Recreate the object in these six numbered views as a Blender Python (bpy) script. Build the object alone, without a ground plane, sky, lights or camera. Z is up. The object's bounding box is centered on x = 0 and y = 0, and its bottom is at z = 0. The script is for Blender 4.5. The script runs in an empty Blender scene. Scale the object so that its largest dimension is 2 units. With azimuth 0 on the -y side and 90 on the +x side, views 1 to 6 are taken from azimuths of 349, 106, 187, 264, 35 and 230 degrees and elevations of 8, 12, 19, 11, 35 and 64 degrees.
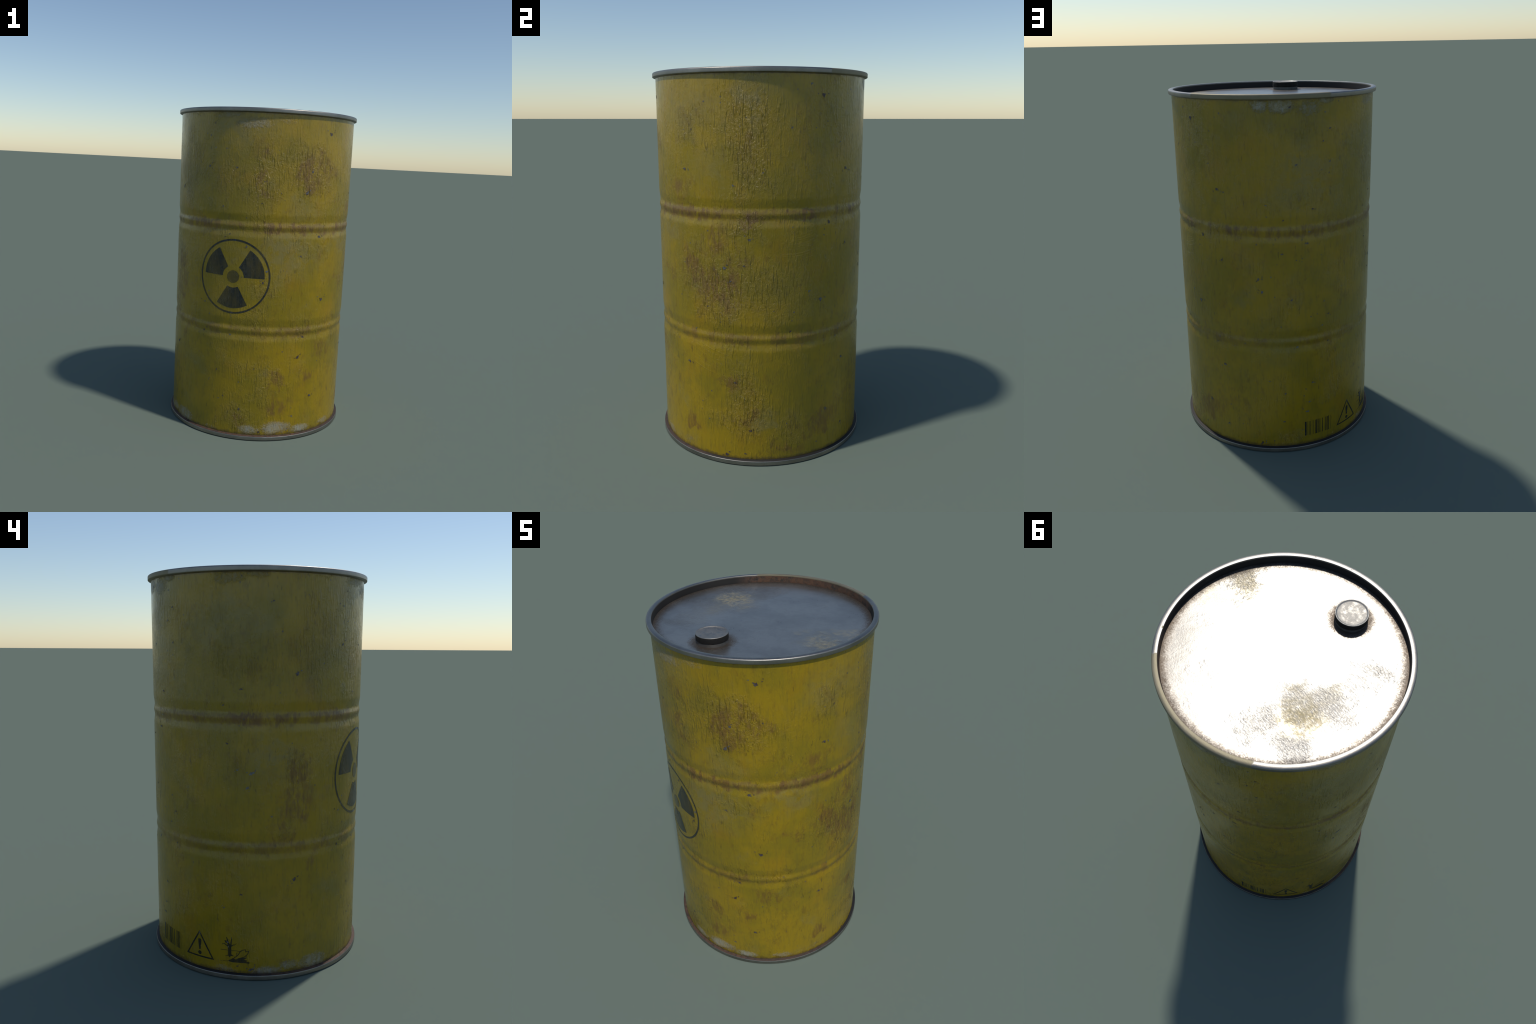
"""Worn yellow steel drum with rolled hoops, steel rims, recessed lid, bung cap and stencilled marks."""
import bpy, bmesh, math, random
from mathutils import Vector

R = 0.5589           # radius of the cylindrical wall
RIM = 0.575          # outer radius of the rims
INNER = 0.550        # inner radius of the rims
LID_Z = 1.9535        # height of the recessed lid
SEG = 360            # segments round the drum
HOOPS = (1.312, 0.683)
D2R = math.pi / 180

# ------------------------------------------------------------------ scene tree
root = bpy.data.objects.new("steel_drum", None)
root.empty_display_size = 0.3
bpy.context.scene.collection.objects.link(root)
root["label"] = "worn yellow steel drum with black radiation warning sign"
root["category"] = "barrel"


def add_object(name, mesh, material, parent=root, kind=None):
    ob = bpy.data.objects.new(name, mesh)
    bpy.context.scene.collection.objects.link(ob)
    ob.parent = parent
    if material:
        mesh.materials.append(material)
    if kind:
        ob["kind"] = kind
    return ob


# ------------------------------------------------------------------ node helpers
class Graph:
    """Small wrapper that makes node wiring read like arithmetic."""

    def __init__(self, name):
        self.mat = bpy.data.materials.new(name)
        self.mat.use_nodes = True
        self.t = self.mat.node_tree
        self.t.nodes.clear()
        self.out = self.t.nodes.new("ShaderNodeOutputMaterial")
        self.bsdf = self.t.nodes.new("ShaderNodeBsdfPrincipled")
        self.t.links.new(self.bsdf.outputs[0], self.out.inputs[0])
        self.P = self.t.nodes.new("ShaderNodeTexCoord").outputs["Object"]
        sep = self.t.nodes.new("ShaderNodeSeparateXYZ")
        self.t.links.new(self.P, sep.inputs[0])
        self.x, self.y, self.z = sep.outputs

    def put(self, sock, v):
        if isinstance(v, bpy.types.NodeSocket):
            self.t.links.new(v, sock)
        elif isinstance(v, (tuple, list)) and len(v) == 3 and sock.type == 'RGBA':
            sock.default_value = (*v, 1)
        else:
            sock.default_value = v

    def math(self, op, a, b=0.0, c=None, clamp=False):
        n = self.t.nodes.new("ShaderNodeMath")
        n.operation = op
        n.use_clamp = clamp
        self.put(n.inputs[0], a)
        self.put(n.inputs[1], b)
        if c is not None:
            self.put(n.inputs[2], c)
        return n.outputs[0]

    def mul(self, a, b): return self.math('MULTIPLY', a, b)
    def add(self, a, b): return self.math('ADD', a, b)
    def sub(self, a, b): return self.math('SUBTRACT', a, b)
    def max(self, a, b): return self.math('MAXIMUM', a, b)

    def ramp(self, v, lo, hi, to_lo=0.0, to_hi=1.0, kind='SMOOTHSTEP'):
        n = self.t.nodes.new("ShaderNodeMapRange")
        n.interpolation_type = kind
        self.put(n.inputs[0], v)
        for i, q in enumerate((lo, hi, to_lo, to_hi)):
            self.put(n.inputs[1 + i], q)
        return n.outputs[0]

    def vec(self, op, a, b=(0, 0, 0), c=None):
        n = self.t.nodes.new("ShaderNodeVectorMath")
        n.operation = op
        self.put(n.inputs[0], a)
        self.put(n.inputs[1], b)
        if c is not None:
            self.put(n.inputs[2], c)
        return n.outputs["Value"] if op in ('LENGTH', 'DISTANCE') else n.outputs[0]

    def scaled(self, s, shift=(0, 0, 0), base=None):
        return self.vec('MULTIPLY_ADD', base or self.P, s, shift)

    def noise(self, co, scale, detail=4, rough=0.55, distort=0.0, color=False):
        n = self.t.nodes.new("ShaderNodeTexNoise")
        self.put(n.inputs["Vector"], co)
        n.inputs["Scale"].default_value = scale
        n.inputs["Detail"].default_value = detail
        n.inputs["Roughness"].default_value = rough
        n.inputs["Distortion"].default_value = distort
        return n.outputs["Color" if color else 0]

    def voronoi(self, co, scale, feature='F1', out="Distance"):
        n = self.t.nodes.new("ShaderNodeTexVoronoi")
        n.feature = feature
        self.put(n.inputs["Vector"], co)
        n.inputs["Scale"].default_value = scale
        return n.outputs[out]

    def mix(self, f, a, b, blend='MIX'):
        n = self.t.nodes.new("ShaderNodeMix")
        n.data_type = 'RGBA'
        n.blend_type = blend
        self.put(n.inputs[0], f)
        self.put(n.inputs[6], a)
        self.put(n.inputs[7], b)
        return n.outputs[2]

    def bump(self, height, distance, strength=1.0, normal=None):
        n = self.t.nodes.new("ShaderNodeBump")
        n.inputs["Strength"].default_value = strength
        n.inputs["Distance"].default_value = distance
        self.put(n.inputs["Height"], height)
        if normal is not None:
            self.put(n.inputs["Normal"], normal)
        return n.outputs[0]

    def spots(self, places, co):
        """Soft patches round points; place = (x, y, z, horizontal radius, vertical radius, strength)."""
        total = None
        for (px, py, pz, rh, rv, k) in places:
            s = (1 / rh, 1 / rh, 1 / rv)
            d = self.vec('LENGTH', self.scaled(s, (-px * s[0], -py * s[1], -pz * s[2]), co))
            m = self.ramp(d, 1.0, 0.15, 0.0, k)
            total = m if total is None else self.max(total, m)
        return total

    def sector(self, deg, half, soft):
        """1 within `half` degrees of the direction `deg`, fading over `soft` degrees."""
        r = self.math('SQRT', self.add(self.mul(self.x, self.x), self.mul(self.y, self.y)))
        c = self.math('DIVIDE', self.add(self.mul(self.x, math.cos(deg * D2R)),
                                         self.mul(self.y, math.sin(deg * D2R))), self.add(r, 1e-4))
        return self.ramp(c, math.cos((half + soft) * D2R), math.cos(half * D2R))


def on_wall(places):
    return [(R * math.cos(t * D2R), R * math.sin(t * D2R), z, rh, rv, k) for (t, z, rh, rv, k) in places]


# ------------------------------------------------------------------ where the wear sits
# (direction in degrees, height, horizontal radius, vertical radius, strength)
RUST = on_wall([
    (-106, 1.56, .06, .15, 1.0), (-72, 1.64, .14, .20, 1.0), (-104, 1.78, .14, .10, .5), (-60, 1.66, .11, .12, .8),
    (-89, 0.34, .09, .13, .95), (-88, 0.20, .16, .12, .6), (-58, 0.56, .17, .12, .8), (-66, 0.37, .10, .07, .6),
    (-112, 0.12, .10, .06, .7), (-22, 1.05, .13, .15, 1.0), (-10, 0.94, .19, .17, .85), (4, 0.99, .10, .16, .8),
    (8, 1.25, .09, .05, .8), (-42, 1.00, .14, .10, .5), (1, 0.42, .10, .09, .8), (10, 0.24, .10, .11, .8),
    (-25, 0.16, .10, .09, .95), (34, 0.09, .14, .07, .8), (51, 0.18, .13, .15, 1.0), (23, 0.27, .06, .08, .5),
    (64, 0.26, .12, .13, .6), (-164, 1.06, .10, .10, .95), (-163, 0.89, .16, .14, .95), (-152, 0.95, .10, .07, .7),
    (-172, 0.77, .10, .10, .7), (178, 0.99, .10, .10, .6), (-156, 0.60, .08, .12, .8), (-169, 0.10, .08, .06, .7),
    (177, 0.32, .07, .07, .6), (-9, 1.16, .10, .14, .5), (-30, 1.45, .16, .12, .4), (-125, 0.95, .06, .10, .35),
])
SCUFF = on_wall([
    (-109, 1.91, .22, .07, .7), (-126, 1.95, .20, .05, .7), (-90, 1.93, .16, .05, .5), (-150, 1.96, .20, .03, .4),
    (-105, 0.065, .13, .055, .9), (-87, 0.075, .17, .07, 1.0), (-70, 0.055, .13, .055, 1.0), (-48, 0.055, .14, .04, .7),
    (-154, 0.06, .18, .07, .8), (-130, 0.05, .12, .03, .5), (-27, 0.06, .08, .05, .5), (180, 0.045, .14, .05, .9),
    (-168, 0.065, .10, .055, .8), (158, 0.04, .12, .035, .6), (91, 1.945, .10, .06, .9), (102, 1.94, .14, .07, .9),
    (116, 1.92, .13, .08, .7), (125, 1.96, .10, .03, .8), (161, 1.945, .15, .06, .7), (174, 1.955, .12, .04, .7),
])
NICKS = on_wall([   # clusters of short dark upright marks
    (178, 1.17, .20, .14, 1), (-160, 1.20, .18, .12, 1), (170, 1.00, .14, .14, .8), (72, .80, .18, .14, 1),
    (76, .36, .18, .16, .8), (172, .33, .14, .12, .8), (-164, 1.62, .22, .20, .9), (97, 1.20, .14, .10, .7),
    (-30, 1.52, .16, .14, .9), (15, 1.42, .12, .08, 1), (-90, 1.70, .18, .16, .8), (50, .25, .14, .14, .8),
    (-120, .30, .14, .12, .6), (-85, .90, .10, .10, .7), (-10, .80, .20, .12, .8), (104, .10, .12, .06, .8),
])
DUST = on_wall([
    (-85, 1.15, .30, .22, .9), (-118, 1.88, .35, .15, .8), (-20, 1.80, .25, .20, .6), (12, 1.85, .18, .12, .8),
    (-75, 1.42, .22, .10, .6), (115, 1.60, .25, .20, .9), (160, 1.75, .35, .20, .8), (130, 1.48, .25, .20, .6),
    (-178, 1.12, .16, .14, .9), (-40, 1.25, .20, .15, .8), (18, 0.26, .10, .09, .7), (-60, 1.30, .20, .08, .6),
    (104, 1.50, .14, .10, .6), (95, 0.60, .20, .10, .3), (-95, 0.42, .10, .08, .5), (-10, 1.55, .14, .10, .5),
])
ROUGH = on_wall([   # wrinkled, blistered paint
    (-72, 1.65, .26, .24, 1.0), (-105, 1.60, .20, .24, .8), (10, 1.70, .26, .26, 1.0), (14, 1.48, .16, .16, .9),
    (-8, 0.95, .30, .28, 1.0), (18, 0.95, .24, .26, .7), (-98, 0.40, .17, .20, .9), (8, 0.30, .20, .24, 1.0),
    (-112, 0.14, .16, .12, .8), (30, 0.18, .14, .16, .8), (-130, 1.58, .20, .16, .7), (-146, 1.66, .16, .20, .8),
    (-70, 1.17, .18, .06, .5), (52, 1.78, .14, .12, .6), (-24, 1.70, .12, .16, .6), (170, 1.60, .24, .18, .5),
    (-160, 1.65, .22, .26, .7), (155, 1.08, .18, .18, .4), (-165, 1.10, .22, .20, .5), (60, 1.30, .16, .14, .5),
    (135, 0.38, .14, .16, .4), (104, 0.10, .14, .08, .5), (8, 1.24, .18, .06, .9), (-100, 0.93, .10, .08, .8),
])


# centre of each fan of curved scratches (direction, height) and the patch where it shows
SCRATCH_FANS = [((32, 1.50), (40, 1.10, .16, .10, .7)), ((15, 1.35), (-14, .56, .20, .12, .6)),
                ((-100, 1.20), (-140, 1.66, .12, .16, .7)), ((-80, 1.40), (-112, .76, .16, .06, .8)),
                ((-150, 1.90), (-101, 1.52, .06, .14, .7))]


# ------------------------------------------------------------------ paint
def paint_material(name, ink=None):
    g = Graph(name)
    warp = g.vec('SUBTRACT', g.noise(g.P, 7, 4, 0.65, color=True), (.5, .5, .5))
    soft = g.vec('MULTIPLY_ADD', warp, (.30, .30, .34), g.P)
    near = g.vec('MULTIPLY_ADD', warp, (.08, .08, .06), g.P)
    tall = g.scaled((1, 1, .12))                 # vertically drawn-out space for streaks and runs
    tall2 = g.scaled((1, 1, .30), (3, 7, 1))

    # base paint: clean yellow, shifting slowly to a duller, greener and an orange tone
    n1 = g.noise(g.P, 3.1, 5, .6)
    n2 = g.noise(g.scaled((1, 1, .8), (11, 3, 5)), 5.5, 6, .62)
    col = g.mix(g.ramp(n1, .38, .62), PAINT_GREEN, PAINT)
    col = g.mix(g.ramp(n2, .52, .72, 0, .55), col, PAINT_ORANGE)
    # fine vertical brushing of the colour
    st = g.noise(tall, 75, 4, .6)
    col = g.mix(g.ramp(st, .32, .52, .22, 0), col, (.12, .10, .018))
    # thin grey dust film
    film = g.max(g.mul(g.spots(DUST, soft), g.ramp(g.noise(soft, 14, 6, .65), .28, .62)),
                 g.ramp(g.noise(g.scaled((1, 1, 1), (5, 9, 2)), 4.2, 6, .65), .55, .78, 0, .7))
    col = g.mix(g.mul(film, .64), col, DUSTY)
    # rust and grime bleeding through, speckled and slightly drawn downwards
    speck = g.noise(tall2, 58, 8, .74)
    patch = g.spots(RUST, soft)
    blot = g.noise(g.scaled((1, 1, .7), (2, 4, 8)), 6.0, 7, .70)
    field = g.add(g.mul(patch, .52), g.mul(blot, 1.2))
    rust = g.mul(g.ramp(field, .66, 1.06), g.ramp(speck, .39, .57))
    col = g.mix(g.mul(rust, .74), col, g.mix(g.noise(g.P, 60, 4), RUST_DARK, RUST_LIGHT))
    # faint brown mottling everywhere
    mott = g.mul(g.ramp(blot, .42, .62, .25, 1), g.ramp(g.noise(g.scaled((1, 1, .5), (5, 5, 5)), 36, 6, .72), .50, .66))
    col = g.mix(g.mul(mott, .34), col, RUST_DARK)
    # nicks: short dark vertical marks where the paint is rough
    rough_zone = g.spots(ROUGH, soft)
    nickmask = g.ramp(g.noise(g.scaled((1, 1, 1), (8, 1, 3)), 7, 5, .6), .46, .64, .03, .8)
    nickmask = g.max(nickmask, g.spots(NICKS, soft))
    nick = g.ramp(g.noise(g.scaled((1, 1, .20), (1, 5, 9)), 70, 3, .60), .620, .70)
    col = g.mix(g.mul(g.mul(nick, nickmask), .6), col, NICK)

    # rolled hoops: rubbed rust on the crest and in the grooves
    hoop = None
    for zc, k in zip(HOOPS, (1.0, .62)):
        d = g.math('ABSOLUTE', g.sub(g.z, zc - .006))
        wob = g.add(d, g.ramp(g.noise(g.scaled((1, 1, .6), (2, 2, 2)), 24, 5, .7), .3, .7, -.016, .016))
        m = g.mul(g.ramp(wob, .040, .018), k)
        hoop = m if hoop is None else g.max(hoop, m)
    along = g.ramp(g.noise(g.scaled((1, 1, .25), (7, 2, 2)), 7.0, 6, .70), .40, .57, .12, 1)
    hoop_rust = g.mul(g.mul(hoop, along), g.ramp(g.noise(tall2, 55, 7, .7), .30, .55))
    col = g.mix(g.mul(hoop_rust, .92), col, g.mix(g.noise(g.P, 45, 5, .7), HOOP_DARK, HOOP_LIGHT))

    # pale scuffs by both rims, torn-looking edges
    tear = g.noise(g.scaled((1, 1, 1.3), (4, 4, 4)), 70, 5, .76, .4)
    scuff = g.spots(SCUFF, near)
    scuffm = g.ramp(g.add(g.mul(scuff, .62), g.mul(tear, .75)), .60, 1.00)
    scuffm = g.mul(scuffm, g.ramp(scuff, .02, .2))
    col = g.mix(g.mul(scuffm, g.ramp(speck, .36, .64, .25, .75)), col, SCUFFED)
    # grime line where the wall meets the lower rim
    base = g.ramp(g.add(g.z, g.mul(g.sub(g.noise(g.P, 24, 6, .7), .5), .05)), .050, .028)
    col = g.mix(g.mul(base, .75), col, (.055, .036, .020))
    rimline = g.ramp(g.add(g.z, g.mul(g.sub(g.noise(g.P, 30, 6, .7), .5), .03)), 1.957, 1.968)
    col = g.mix(g.mul(rimline, .55), col, (.085, .055, .025))

    # tiny stray chips
    vd = g.voronoi(g.vec('MULTIPLY_ADD', warp, (.02, .02, .02), g.P), 34)
    keep = g.ramp(g.noise(g.scaled((1, 1, 1), (9, 9, 1)), 11, 2), .60, .66)
    chip = g.mul(g.ramp(vd, .17, .13), keep)
    col = g.mix(g.mul(chip, .8), col, (.085, .075, .07))

    if ink:
        lo, hi = ink
        fade = g.noise(g.scaled((1, 1, .35), (1, 2, 6)), 11, 4, .62)
        fine = g.noise(tall, 80, 5, .65)
        amt = g.ramp(g.add(g.mul(fade, .75), g.mul(fine, .25)), .34, .68, hi, lo)
        amt = g.mul(amt, g.sub(1.0, g.mul(chip, .8)))
        col = g.mix(amt, col, (.006, .010, .013))

    # relief: wrinkles, blisters, runs and fans of curved scratches
    lumps = g.ramp(g.noise(g.scaled((1, 1, .8)), 72, 5, .72, .5), .28, .72, kind='LINEAR')
    runs = g.ramp(g.noise(g.scaled((1, 1, .13), (6, 6, 6)), 88, 2, .6), .52, .68)
    wide = g.noise(g.scaled((1, 1, .8), (1, 8, 3)), 6, 4, .65)
    zone = g.ramp(g.add(g.mul(rough_zone, .45), wide), .40, .98, .12, 1)
    h = g.mul(zone, g.add(g.mul(lumps, .62), g.mul(runs, .85)))
    h = g.sub(h, g.mul(g.mul(nick, nickmask), .16))
    for (ct, cz), spot in SCRATCH_FANS:
        c = (R * math.cos(ct * D2R), R * math.sin(ct * D2R), cz)
        line = g.noise(g.scaled((1, 0, 0), (0, 0, 0), g.vec('DISTANCE', g.P, c)), 90, 4, .6)
        h = g.add(h, g.mul(g.spots(on_wall([spot]), soft), g.ramp(line, .50, .70, 0, .3)))
    h = g.add(h, g.mul(scuffm, .5))
    normal = g.bump(h, .0058, 1.0)

    rgh = g.add(.22, g.add(g.mul(film, .14), g.add(g.mul(rust, .22), g.mul(g.max(scuffm, hoop_rust), .2))))
    rgh = g.add(rgh, g.mul(g.sub(g.noise(g.P, 12, 5), .5), .26))
    g.put(g.bsdf.inputs["Base Color"], col)
    g.put(g.bsdf.inputs["Roughness"], rgh)
    g.bsdf.inputs["IOR"].default_value = 1.56
    g.put(g.bsdf.inputs["Normal"], normal)
    return g.mat


PAINT = (.300, .197, .004)
PAINT_GREEN = (.225, .162, .006)
PAINT_ORANGE = (.285, .164, .004)
DUSTY = (.195, .166, .066)
RUST_DARK = (.092, .042, .011)
RUST_LIGHT = (.205, .100, .012)
HOOP_DARK = (.072, .032, .010)
HOOP_LIGHT = (.200, .106, .022)
NICK = (.050, .038, .012)
SCUFFED = (.31, .315, .295)
STEEL = (.36, .340, .305)


# ------------------------------------------------------------------ bare steel
LID_STAINS = [(-.277, .135, LID_Z, .16, .2, 1.0), (.425, -.121, LID_Z, .15, .2, .7), (.460, .04, LID_Z, .09, .2, .5),
              (-.288, -.032, LID_Z, .10, .2, .35), (.25, -.06, LID_Z, .05, .2, .4)]
LID_ROUGH = [(-.30, .05, LID_Z, .30, .4, 1.0), (-.33, -.17, LID_Z, .22, .4, .8), (.46, -.13, LID_Z, .16, .4, .9),
             (-.20, .30, LID_Z, .22, .4, .8), (-.37, .28, LID_Z, .18, .4, .9), (.17, .33, LID_Z, .10, .4, .3)]
CAP = (-.033, -.363)


def steel_material(name, lid=False, rim=False, cap=False):
    g = Graph(name)
    warp = g.vec('SUBTRACT', g.noise(g.P, 8, 4, .65, color=True), (.5, .5, .5))
    soft = g.vec('MULTIPLY_ADD', warp, (.30, .30, .12), g.P)
    n1 = g.noise(g.P, 6, 6, .65)
    grain = g.noise(g.P, 160, 3, .6)
    tone = .86 if rim else 1.0
    col = g.mix(g.ramp(n1, .35, .65), tuple(c * .78 * tone for c in STEEL), tuple(c * tone for c in STEEL))
    col = g.mix(g.ramp(grain, .30, .50, .28, 0), col, tuple(c * .6 * tone for c in STEEL))
    rgh = g.add(.20 if lid else .33, g.add(g.mul(n1, .14), g.mul(grain, .06)))
    metal = .86 if lid else 1.0
    h = g.add(g.mul(grain, .10), g.mul(g.noise(g.P, 40, 4), .12))
    rad = g.math('SQRT', g.add(g.mul(g.x, g.x), g.mul(g.y, g.y)))
    rag = g.noise(g.P, 38, 7, .72)
    if lid:
        yel = g.mul(g.spots(LID_STAINS, soft), g.ramp(g.noise(g.P, 48, 7, .7), .28, .66))
        col = g.mix(g.mul(yel, .62), col, (.34, .26, .085))
        metal = g.ramp(yel, 0, 1, .86, .45)
        rgh = g.add(rgh, g.mul(yel, .10))
        wide = g.noise(g.scaled((1, 1, 1), (7, 7, 7)), 5, 5, .68)
        zone = g.ramp(g.add(g.mul(g.spots(LID_ROUGH, soft), .42), wide), .55, .98)
        lump = g.noise(g.scaled((.8, 1.6, 1)), 85, 4, .6, .3)
        h = g.add(h, g.mul(g.mul(zone, lump), 2.0))
        rgh = g.add(rgh, g.mul(zone, g.ramp(g.noise(g.P, 28, 6, .7), .30, .55, .0, .08)))
        dcap = g.vec('LENGTH', g.scaled((1, 1, 0), (-CAP[0], -CAP[1], 0)))
        fine = g.noise(g.P, 130, 4, .7)
        ragged = g.add(g.mul(g.sub(rag, .5), .05), g.mul(g.sub(fine, .5), .07))
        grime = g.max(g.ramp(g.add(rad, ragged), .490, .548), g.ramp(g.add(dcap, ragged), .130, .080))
        tint = g.mix(g.noise(g.P, 30, 5), (.060, .050, .042), (.120, .078, .045))
        col = g.mix(g.mul(grime, .85), col, tint)
        rgh = g.add(rgh, g.mul(grime, .28))
        dark = g.ramp(g.noise(g.scaled((1, 1, 1), (3, 3, 3)), 22, 4, .6), .66, .72, 0, .5)
        col = g.mix(dark, col, (.17, .19, .24))
    if rim:
        top = g.ramp(g.z, 1.0, 1.1)
        # yellow paint left on one stretch of the upper rim, and small flecks elsewhere
        painted = g.mul(top, g.sector(90, 34, 6))
        fleck = g.mul(top, g.ramp(g.noise(g.scaled((1, 1, 1), (2, 2, 2)), 14, 5, .65), .64, .70))
        pm = g.ramp(g.add(g.max(painted, g.mul(fleck, .8)), g.mul(g.sub(rag, .5), .9)), .30, .55)
        col = g.mix(g.mul(pm, .60), col, g.mix(n1, (.15, .125, .045), (.26, .21, .10)))
        metal = g.ramp(pm, 0, 1, 1.0, .6)
        rgh = g.add(rgh, g.mul(pm, .12))
        # rust: the inside of the upper rim and the ledge of the lower one
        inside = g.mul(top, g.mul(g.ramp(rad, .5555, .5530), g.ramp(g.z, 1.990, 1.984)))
        stain = g.mul(inside, g.sector(88, 40, 14))
        ledge = g.mul(g.sub(1.0, top), g.mul(g.ramp(g.z, .0200, .0220), g.ramp(rad, .5742, .5730)))
        ledge_rust = g.mul(ledge, g.max(g.sector(-125, 48, 20), g.mul(g.sector(-50, 30, 12), .6)))
        rr = g.mul(g.max(stain, ledge_rust), g.ramp(rag, .28, .58))
        dark_mask = g.max(inside, ledge)  # inside of upper rim and lower ledge: evenly darker and rougher
        col = g.mix(g.mul(dark_mask, .9), col, (.034, .031, .030))
        rgh = g.add(rgh, g.mul(dark_mask, .28))
        col = g.mix(g.mul(rr, .9), col, g.mix(g.noise(g.P, 40, 6, .7), (.050, .022, .014), (.135, .065, .028)))
        metal = g.mul(metal, g.sub(1.0, g.mul(rr, .9)))
        h = g.add(h, g.mul(rr, g.mul(rag, .8)))
        h = g.add(h, g.mul(pm, g.mul(rag, .4)))
        # brown freckles on the lower rim band
        fr = g.mul(g.sub(1.0, top), g.ramp(g.noise(g.scaled((1, 1, .5), (6, 1, 1)), 9, 6, .7), .58, .72, 0, .55))
        col = g.mix(fr, col, (.20, .12, .05))
    if cap:
        rgh = g.add(rgh, g.ramp(g.noise(g.P, 40, 5, .7), .3, .6, .03, .20))
        dax = g.vec('LENGTH', g.scaled((1, 1, 0), (-CAP[0], -CAP[1], 0)))
        low = g.mul(g.ramp(dax, .0738, .0746), g.ramp(g.z, 1.9988, 1.9970))
        col = g.mix(g.mul(low, .95), col, (.028, .027, .026))
        rgh = g.add(rgh, g.mul(low, .22))
        sc = g.mul(low, g.ramp(g.noise(g.scaled((1, 1, .3)), 60, 4, .6), .60, .70, 0, .6))
        col = g.mix(sc, col, (.06, .05, .045))
    g.put(g.bsdf.inputs["Base Color"], col)
    g.put(g.bsdf.inputs["Metallic"], metal)
    g.put(g.bsdf.inputs["Roughness"], rgh)
    g.put(g.bsdf.inputs["Normal"], g.bump(h, .0022, .8))
    return g.mat


paint = paint_material("worn_yellow_paint")
ink = paint_material("worn_black_stencil", ink=(.74, .992))
ink_faded = paint_material("faded_black_stencil", ink=(.50, .74))
steel_lid = steel_material("lid_steel", lid=True)
steel_rim = steel_material("rim_steel", rim=True)
steel_cap = steel_material("cap_steel", cap=True)


# ------------------------------------------------------------------ wall with rolled hoops
HOOP_PROFILE = [(-.064, 0), (-.027, -.0055), (0, .0002), (.026, -.0057), (.070, 0)]   # (height offset, depth)


def hoop_depth(d):
    if d <= HOOP_PROFILE[0][0] or d >= HOOP_PROFILE[-1][0]:
        return 0.0
    for (a, p), (b, q) in zip(HOOP_PROFILE[:-1], HOOP_PROFILE[1:]):
        if d <= b:
            return p + (q - p) * (d - a) / (b - a)


def wall_radius(z):
    r = R
    for zc in HOOPS:      # averaging over a few millimetres rounds the bends of the rolled hoop
        r += sum(hoop_depth(z - zc + .0075 * (k / 4 - 1)) for k in range(9)) / 9
    return r


def frange(a, b, step):
    n = max(1, round((b - a) / step))
    return [a + (b - a) * i / n for i in range(n + 1)]


def band(z0, z1, step):
    zs = frange(z0, z1, step)
    verts, faces, normals = [], [], []
    for z in zs:
        r = wall_radius(z)
        slope = (wall_radius(z + .0005) - wall_radius(z - .0005)) / .001
        for i in range(SEG):
            a = 2 * math.pi * i / SEG
            verts.append((r * math.cos(a), r * math.sin(a), z))
            normals.append(Vector((math.cos(a), math.sin(a), -slope)).normalized())
    for k in range(len(zs) - 1):
        for i in range(SEG):
            j = (i + 1) % SEG
            faces.append((k * SEG + i, k * SEG + j, (k + 1) * SEG + j, (k + 1) * SEG + i))
    me = bpy.data.meshes.new("wall")
    me.from_pydata(verts, [], faces)
    me.polygons.foreach_set("use_smooth", [True] * len(me.polygons))
    me.normals_split_custom_set_from_vertices(normals)
    return me


HALF = .098
cuts = [.024, HOOPS[1] - HALF, HOOPS[1] + HALF, HOOPS[0] - HALF, HOOPS[0] + HALF, 1.970]
for k in range(5):
    is_hoop = k % 2 == 1
    add_object("rolling_hoop" if is_hoop else "wall_panel",
               band(cuts[k], cuts[k + 1], .003 if is_hoop else .05), paint)


# ------------------------------------------------------------------ turned parts
def arc(cx, cz, r, a0, a1, n=5):
    return [(cx + r * math.cos(math.radians(a0 + (a1 - a0) * i / n)),
             cz + r * math.sin(math.radians(a0 + (a1 - a0) * i / n))) for i in range(n + 1)]


def lathe(profile, seg=SEG, centre=(0, 0), closed=False, angle=38):
    """Turn a (radius, height) profile round the vertical; radius 0 makes a pole."""
    bm = bmesh.new()
    rings = []
    for (r, z) in profile:
        if r < 1e-6:
            rings.append([bm.verts.new((centre[0], centre[1], z))])
        else:
            rings.append([bm.verts.new((centre[0] + r * math.cos(2 * math.pi * i / seg),
                                        centre[1] + r * math.sin(2 * math.pi * i / seg), z)) for i in range(seg)])
    pairs = list(zip(rings[:-1], rings[1:])) + ([(rings[-1], rings[0])] if closed else [])
    for a, b in pairs:
        for i in range(seg):
            j = (i + 1) % seg
            if len(a) == 1:
                bm.faces.new((a[0], b[i], b[j]))
            elif len(b) == 1:
                bm.faces.new((a[i], a[j], b[0]))
            else:
                bm.faces.new((a[i], a[j], b[j], b[i]))
    bmesh.ops.recalc_face_normals(bm, faces=bm.faces)
    me = bpy.data.meshes.new("turned")
    bm.to_mesh(me)
    bm.free()
    me.polygons.foreach_set("use_smooth", [True] * len(me.polygons))
    me.set_sharp_from_angle(angle=math.radians(angle))
    return me


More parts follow.
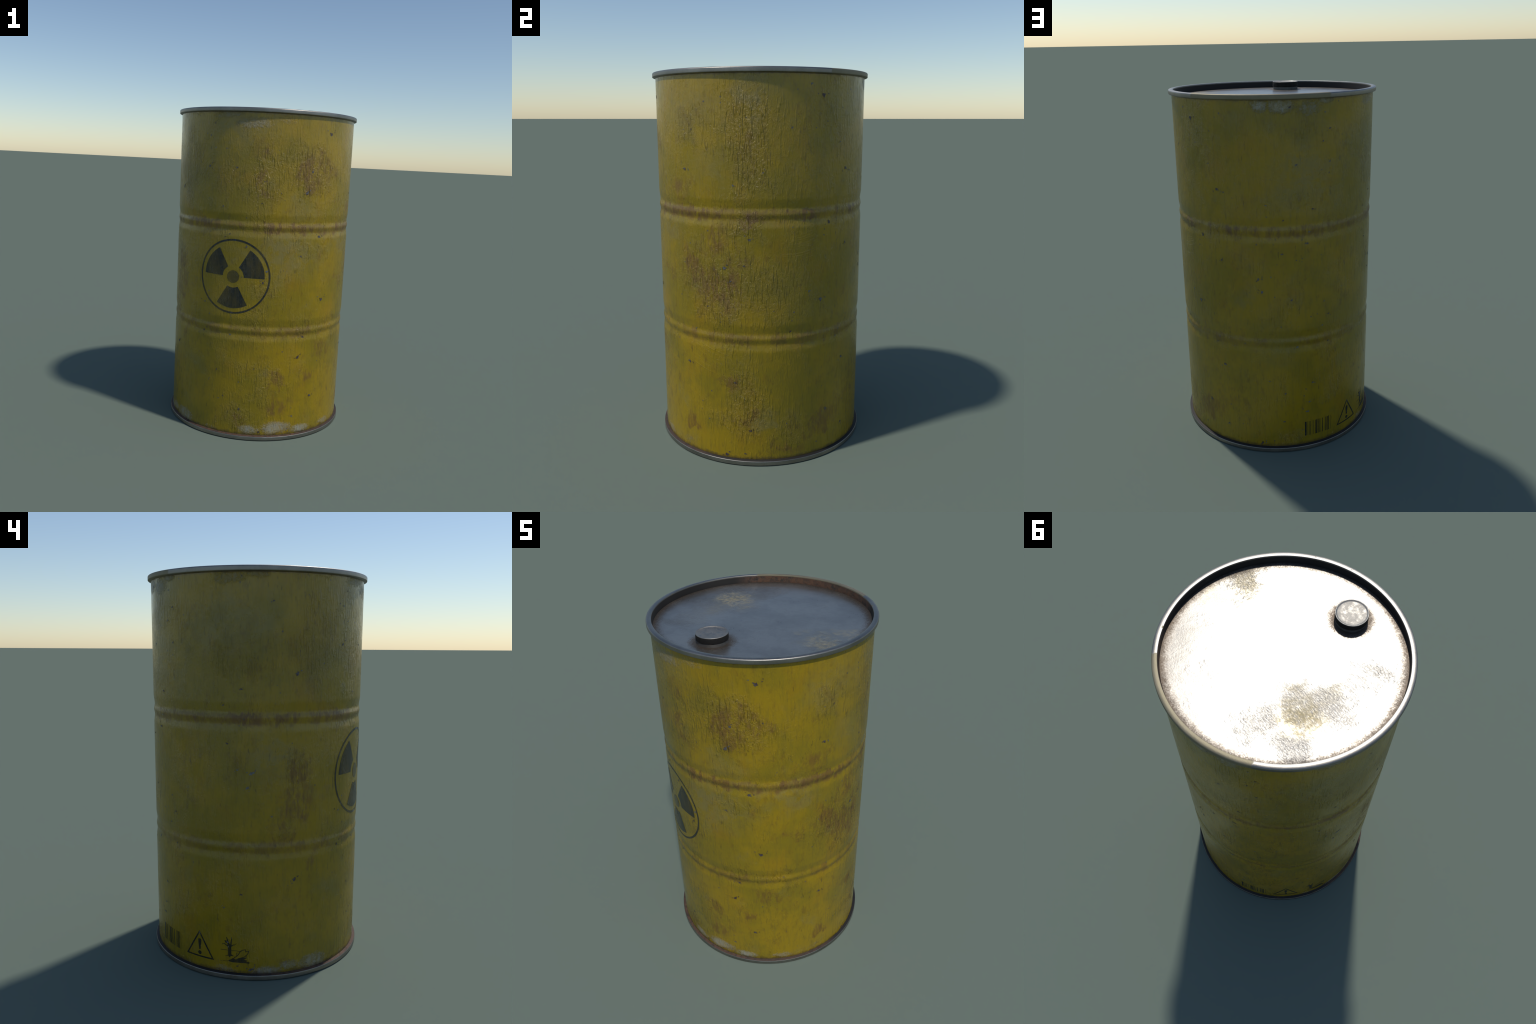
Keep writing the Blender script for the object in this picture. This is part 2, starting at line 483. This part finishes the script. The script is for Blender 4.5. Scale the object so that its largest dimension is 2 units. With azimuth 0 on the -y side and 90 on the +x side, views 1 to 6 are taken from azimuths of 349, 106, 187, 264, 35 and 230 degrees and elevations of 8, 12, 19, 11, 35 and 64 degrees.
# closed cross-section of a rim, listed from the inside of the wall round over the top
rim_profile = ([(.5550, LID_Z - .012), (.5455, LID_Z - .012), (.5455, LID_Z), (.5470, 1.970), (INNER - .0012, 1.986)]
               + arc(INNER + .0008, 1.9912, .0020, 180, 96, 4)
               + [(.5560, 1.9938), (.5610, 1.9940), (.5650, 1.9938)]
               + arc(.5688, 1.9868, .0062, 72, 0, 5)
               + arc(.5715, 1.9730, .0035, 0, -70, 4)
               + [(.5660, 1.9670), (.5570, 1.9650)])
add_object("top_rim", lathe(rim_profile, closed=True), steel_rim)
RIM_TOP = 1.9941
lower = [(min(RIM, r + .0025) if z > 1.985 and r > .564 else r, RIM_TOP - z) for (r, z) in rim_profile]   # squarer foot
add_object("bottom_rim", lathe(lower, closed=True), steel_rim)

lid = [(0, LID_Z)] + [(r, LID_Z) for r in (.08, .16, .24, .32, .40, .46, .51, .535, .5475)] + [(.5475, LID_Z - .006)]
add_object("lid", lathe(lid), steel_lid)
add_object("bottom_plate", lathe([(r, RIM_TOP - z) for (r, z) in lid]), steel_lid)

# bung cap: narrow collar below, wider slightly domed cap above
cap_top = ([(.0735, 1.9700), (.0755, 1.9705)] + arc(.0755, 1.9722, .0016, -90, 0, 3)
           + arc(.0743, 1.9976, .0026, 0, 60, 4)
           + [(.0742, 2.0), (.0728, 1.9998), (.0712, 1.9988), (.0690, 1.9972), (.0650, 1.9962), (.0500, 1.9954), (.0250, 1.9951), (0, 1.9950)])
cap = add_object("bung_cap", lathe(cap_top, 96, CAP), steel_cap)
collar = [(.0742, LID_Z - .003), (.0742, 1.9690), (.0725, 1.9700), (.0725, 1.9712)]
add_object("cap_collar", lathe(collar, 96, CAP), steel_cap, parent=cap)


# ------------------------------------------------------------------ marks and chips: flat drawings wrapped on the wall
class Wrap:
    """Collects flat shapes drawn in (arc length, height) round a spot on the wall and wraps them on."""

    def __init__(self, deg, z):
        self.s0 = deg * D2R * R
        self.z0 = z
        self.parts = []
        self.lift = .0006

    def polygon(self, pts):
        self.parts.append([pts])

    def quads(self, left, right):
        self.parts.append([[left[i], right[i], right[i + 1], left[i + 1]] for i in range(len(left) - 1)])

    def stroke(self, pts, w0, w1=None, closed=False):
        """Line of varying width with mitred joints."""
        w1 = w0 if w1 is None else w1
        n = len(pts)
        left, right = [], []
        for i in range(n):
            a = Vector(pts[i - 1]) if (i > 0 or closed) else None
            b = Vector(pts[i])
            c = Vector(pts[(i + 1) % n]) if (i < n - 1 or closed) else None
            d1 = (b - a).normalized() if a is not None else (c - b).normalized()
            d2 = (c - b).normalized() if c is not None else d1
            t = (d1 + d2).normalized()
            nn = Vector((-t.y, t.x))
            w = (w0 + (w1 - w0) * i / max(1, n - 1)) / 2 / max(.4, t.dot(d2))
            left.append(tuple(b + nn * w))
            right.append(tuple(b - nn * w))
        if closed:
            left.append(left[0])
            right.append(right[0])
        self.quads(left, right)

    def ring_piece(self, r0, r1, a0, a1, n=48):
        aa = [math.radians(a0 + (a1 - a0) * i / n) for i in range(n + 1)]
        self.quads([(r0 * math.cos(a), r0 * math.sin(a)) for a in aa],
                   [(r1 * math.cos(a), r1 * math.sin(a)) for a in aa])

    def mesh(self, name):
        bm = bmesh.new()
        for k, part in enumerate(self.parts):
            tmp = bmesh.new()
            for face in part:
                tmp.faces.new([tmp.verts.new((p[0], p[1], 0)) for p in face])
            bmesh.ops.remove_doubles(tmp, verts=tmp.verts, dist=1e-6)
            bmesh.ops.triangulate(tmp, faces=tmp.faces)
            xs = [v.co.x for v in tmp.verts]
            s = math.floor(min(xs) / .01) * .01 + .01
            while s < max(xs):      # slice upright so that the shape can bend round the drum
                bmesh.ops.bisect_plane(tmp, geom=tmp.verts[:] + tmp.edges[:] + tmp.faces[:],
                                       plane_co=(s, 0, 0), plane_no=(1, 0, 0))
                s += .01
            lift = self.lift + .00003 * (k % 12)
            idx = {}
            for v in tmp.verts:
                a = (self.s0 + v.co.x) / R
                z = self.z0 + v.co.y
                r = wall_radius(z) + lift
                idx[v] = bm.verts.new((r * math.cos(a), r * math.sin(a), z))
            for f in tmp.faces:
                bm.faces.new([idx[v] for v in f.verts])
            tmp.free()
        for f in bm.faces:
            f.normal_update()
            c = f.calc_center_median()
            if f.normal.x * c.x + f.normal.y * c.y < 0:
                f.normal_flip()
        me = bpy.data.meshes.new(name)
        bm.to_mesh(me)
        normals = []
        for v in bm.verts:
            normals.append(Vector((v.co.x, v.co.y, 0)).normalized())
        bm.free()
        me.polygons.foreach_set("use_smooth", [True] * len(me.polygons))
        me.normals_split_custom_set_from_vertices(normals)
        return me


# radiation sign: ring, three blades and a faded hub
SIGN = (-118.65, 1.006)
sign = None
w = Wrap(*SIGN)
w.ring_piece(.2145, .2255, 0, 360, 120)
sign = add_object("radiation_sign", w.mesh("ring"), ink)
for a0 in (-1, 119, 239):
    w = Wrap(*SIGN)
    w.ring_piece(.0665, .1915, a0, a0 + 60, 24)
    add_object("sign_blade", w.mesh("blade"), ink, parent=sign)
w = Wrap(*SIGN)
w.polygon([(.0378 * math.cos(i * math.pi / 24), .0378 * math.sin(i * math.pi / 24)) for i in range(48)])
add_object("sign_hub", w.mesh("hub"), ink_faded, parent=sign)

# warning triangle with exclamation mark
w = Wrap(143.75, .0805)
w.stroke([(-.0785, .0035), (.0785, .0035), (0, .1365)], .0075, closed=True)
triangle = add_object("warning_triangle", w.mesh("triangle"), ink)
w = Wrap(143.75, .0805)
zs = [.0405, .0430, .0600, .0780, .0880, .0940, .0975, .0990]
hw = [.0030, .0045, .0062, .0085, .0095, .0088, .0062, .0025]
w.quads([(-h + .001, z) for h, z in zip(hw, zs)], [(h + .001, z) for h, z in zip(hw, zs)])
w.polygon([(.001 + .0098 * math.cos(i * math.pi / 9), .0232 + .0105 * math.sin(i * math.pi / 9)) for i in range(18)])
add_object("exclamation_mark", w.mesh("exclamation"), ink, parent=triangle)

# barcode: (start of bar, end of bar) along the arc in millimetres, with the faint bars drawn in faded ink
bars = [(0, 9.6), (25.7, 27.6), (31.5, 34.2), (62.0, 65.8), (69.1, 77.1), (82.3, 85.5), (91.3, 95.9), (108.4, 113.1),
        (140.3, 146.0), (149.8, 154.8)]
faint_bars = [(16.0, 19.0), (48.6, 52.4), (127.5, 136.1), (163.7, 167.1)]
barcode = None
for material, group in ((ink, bars), (ink_faded, faint_bars)):
    w = Wrap(113.12, .0805)
    for b0, b1 in group:
        w.quads([(b0 / 1000, 0), (b0 / 1000, .046), (b0 / 1000, .092)],
                [(b1 / 1000, 0), (b1 / 1000, .046), (b1 / 1000, .092)])
    ob = add_object("barcode" if barcode is None else "barcode_faint_bars", w.mesh("bars"), material,
                    parent=barcode or root)
    barcode = barcode or ob

# environment pictogram: dead tree, shore line, fish outline and dark water
PIC = (1.570 / R / D2R, 0.0)
w = Wrap(*PIC)
w.quads([(-.0096, .1156), (-.0084, .1338), (-.0083, .1518), (-.0100, .1696), (-.0134, .1955), (-.0168, .2154)],
        [(.0084, .1180), (.0086, .1338), (.0088, .1518), (.0085, .1690), (-.0065, .1925), (-.0135, .2158)])
w.quads([(.0016, .1700), (.0045, .1881), (.0080, .2041), (.0100, .2190)],
        [(.0102, .1690), (.0114, .1889), (.0132, .2046), (.0112, .2190)])
w.stroke([(-.0088, .1674), (-.0205, .1754), (-.0287, .1797), (-.0358, .1793), (-.0394, .1727)], .0052, .0014)
w.stroke([(.0085, .1684), (.0200, .1773), (.0257, .1772), (.0359, .1865)], .0052, .0014)
w.polygon([(-.0263, .1974), (-.0180, .1800), (-.0140, .1880), (-.0145, .1960)])
w.polygon([(-.0096, .1193), (.0003, .1084), (.0061, .1157), (.0199, .1173), (.0084, .1268)])
w.stroke([(-.0231, .1131), (-.0090, .1180)], .0012, .004)
tree = add_object("dead_tree_mark", w.mesh("tree"), ink)
w = Wrap(*PIC)
w.stroke([(-.0473, .1462), (-.0265, .1464), (-.0089, .1464)], .0024)
w.stroke([(.0090, .1468), (.0370, .1465), (.0545, .1455)], .0024)
w.stroke([(.0233, .1092), (.0359, .1170), (.0461, .1287), (.0540, .1437), (.0652, .1523), (.0809, .1561), (.0820, .1442),
          (.0876, .1475), (.0965, .1490), (.0932, .1351), (.0843, .1251), (.0742, .1160)], .0036)
w.stroke([(.0353, .1182), (.0370, .1351), (.0416, .1360)], .0022)
w.stroke([(.0843, .1250), (.0854, .1156), (.0798, .1150)], .0026)
w.stroke([(-.0494, .0845), (-.0303, .0862), (-.0138, .0868), (-.0032, .0912)], .0014, .0026)
add_object("fish_mark", w.mesh("fish"), ink, parent=tree)
w = Wrap(*PIC)
w.polygon([(-.0067, .0915), (.0072, .0990), (.0187, .1075), (.0325, .0998), (.0438, .1075), (.0686, .1159), (.0888, .1103),
           (.0731, .1030), (.0900, .0980), (.0855, .0903), (.1006, .0900), (.1006, .0822), (.0709, .0836), (.0370, .0834),
           (.0141, .0834), (.0002, .0866)])
add_object("water_mark", w.mesh("water"), ink, parent=tree)


# ------------------------------------------------------------------ chipped paint
def chip_material():
    g = Graph("bare_metal_chip")
    n = g.noise(g.P, 75, 4, .6)
    broad = g.noise(g.scaled((1, 1, 1), (3, 1, 2)), 9, 2)
    f = g.ramp(g.add(g.mul(n, .5), g.mul(broad, .6)), .48, .66)
    g.put(g.bsdf.inputs["Base Color"], g.mix(f, (.055, .034, .036), (.17, .18, .19)))
    g.put(g.bsdf.inputs["Metallic"], g.mul(f, .6))
    g.put(g.bsdf.inputs["Roughness"], .5)
    g.put(g.bsdf.inputs["Normal"], g.bump(n, .002, .6))
    return g.mat


# the wear repeats on the upper and the lower half: (direction, height within the half, size in mm)
CHIPS = [(-141, .84, 8), (-138, .83, 10), (-59, .87, 24), (-75, .52, 22), (-119, .65, 13), (-138, .65, 14), (-136, .67, 8),
         (-72, .645, 15), (-127, .42, 11), (-125, .24, 9), (-135, .90, 9), (-64, .26, 20), (-111, .19, 14), (-98, .05, 16),
         (-100, .98, 15), (-77, .145, 13), (-134, .76, 7), (-122, .26, 10), (-103, .45, 8), (-112, .36, 8),
         (49, .87, 22), (-12, .84, 9), (-25, .52, 17), (3, .45, 12), (32, .72, 12), (66, .52, 18), (42, .92, 12),
         (-20, .71, 8), (-2, .045, 20), (1, .98, 12), (11, .19, 14), (54, .26, 18), (67, .14, 13), (61, .65, 8), (8, .06, 10),
         (109, .65, 14), (124, .76, 10), (128, .82, 12), (128, .655, 11), (118, .42, 13), (106, .93, 13), (93, .45, 9),
         (125, .90, 9), (115, .24, 13), (101, .19, 13), (88, .05, 17), (90, .98, 17), (95, .065, 8), (102, .37, 10),
         (116, .30, 12), (112, .26, 8), (-166, .515, 21), (-178, .84, 10), (167, .445, 12), (172, .05, 21), (170, .98, 16),
         (165, .065, 10), (160, .19, 12), (158, .37, 10), (114, .24, 9)]


def torn_outline(rng, size, stretch, tilt):
    n = 22
    ph = [rng.uniform(0, 6.28) for _ in range(5)]
    am = [rng.uniform(.10, .34) for _ in range(5)]
    pts = []
    for i in range(n):
        a = 2 * math.pi * i / n
        r = 1 + sum(am[k] * math.sin((k + 2) * a + ph[k]) for k in range(5)) * .75 + rng.uniform(-.10, .10)
        r = max(.22, r) * size * .40
        u, v = r * math.cos(a) * stretch, r * math.sin(a) / stretch
        pts.append((u * math.cos(tilt) - v * math.sin(tilt), u * math.sin(tilt) + v * math.cos(tilt)))
    return pts


rng = random.Random(11)
chip_wrap = Wrap(0, 0)
chip_wrap.lift = .0011
for deg, zz, mm in CHIPS:
    shape_seed = rng.randint(0, 9999)
    for half in (0, 1):
        z = zz + half
        if z < .045 or z > 1.955:
            continue
        r2 = random.Random(shape_seed)
        tilt = r2.uniform(-.5, .9)
        main = torn_outline(r2, mm / 1000, r2.uniform(.95, 1.4), tilt)
        s0 = deg * D2R * R
        chip_wrap.polygon([(s0 + u, z + v) for u, v in main])
        for _ in range(r2.choice((1, 2, 2, 3)) if mm > 9 else r2.choice((0, 1))):
            du, dv = r2.uniform(-1.0, 1.0) * mm / 1000, r2.uniform(-1.1, 1.1) * mm / 1000
            du += math.copysign(.45 * mm / 1000, du)
            small = torn_outline(r2, mm / 1000 * r2.uniform(.22, .45), r2.uniform(.9, 1.5), tilt)
            chip_wrap.polygon([(s0 + u + du, z + v + dv) for u, v in small])
add_object("paint_chips", chip_wrap.mesh("chips"), chip_material(), kind="stuff")
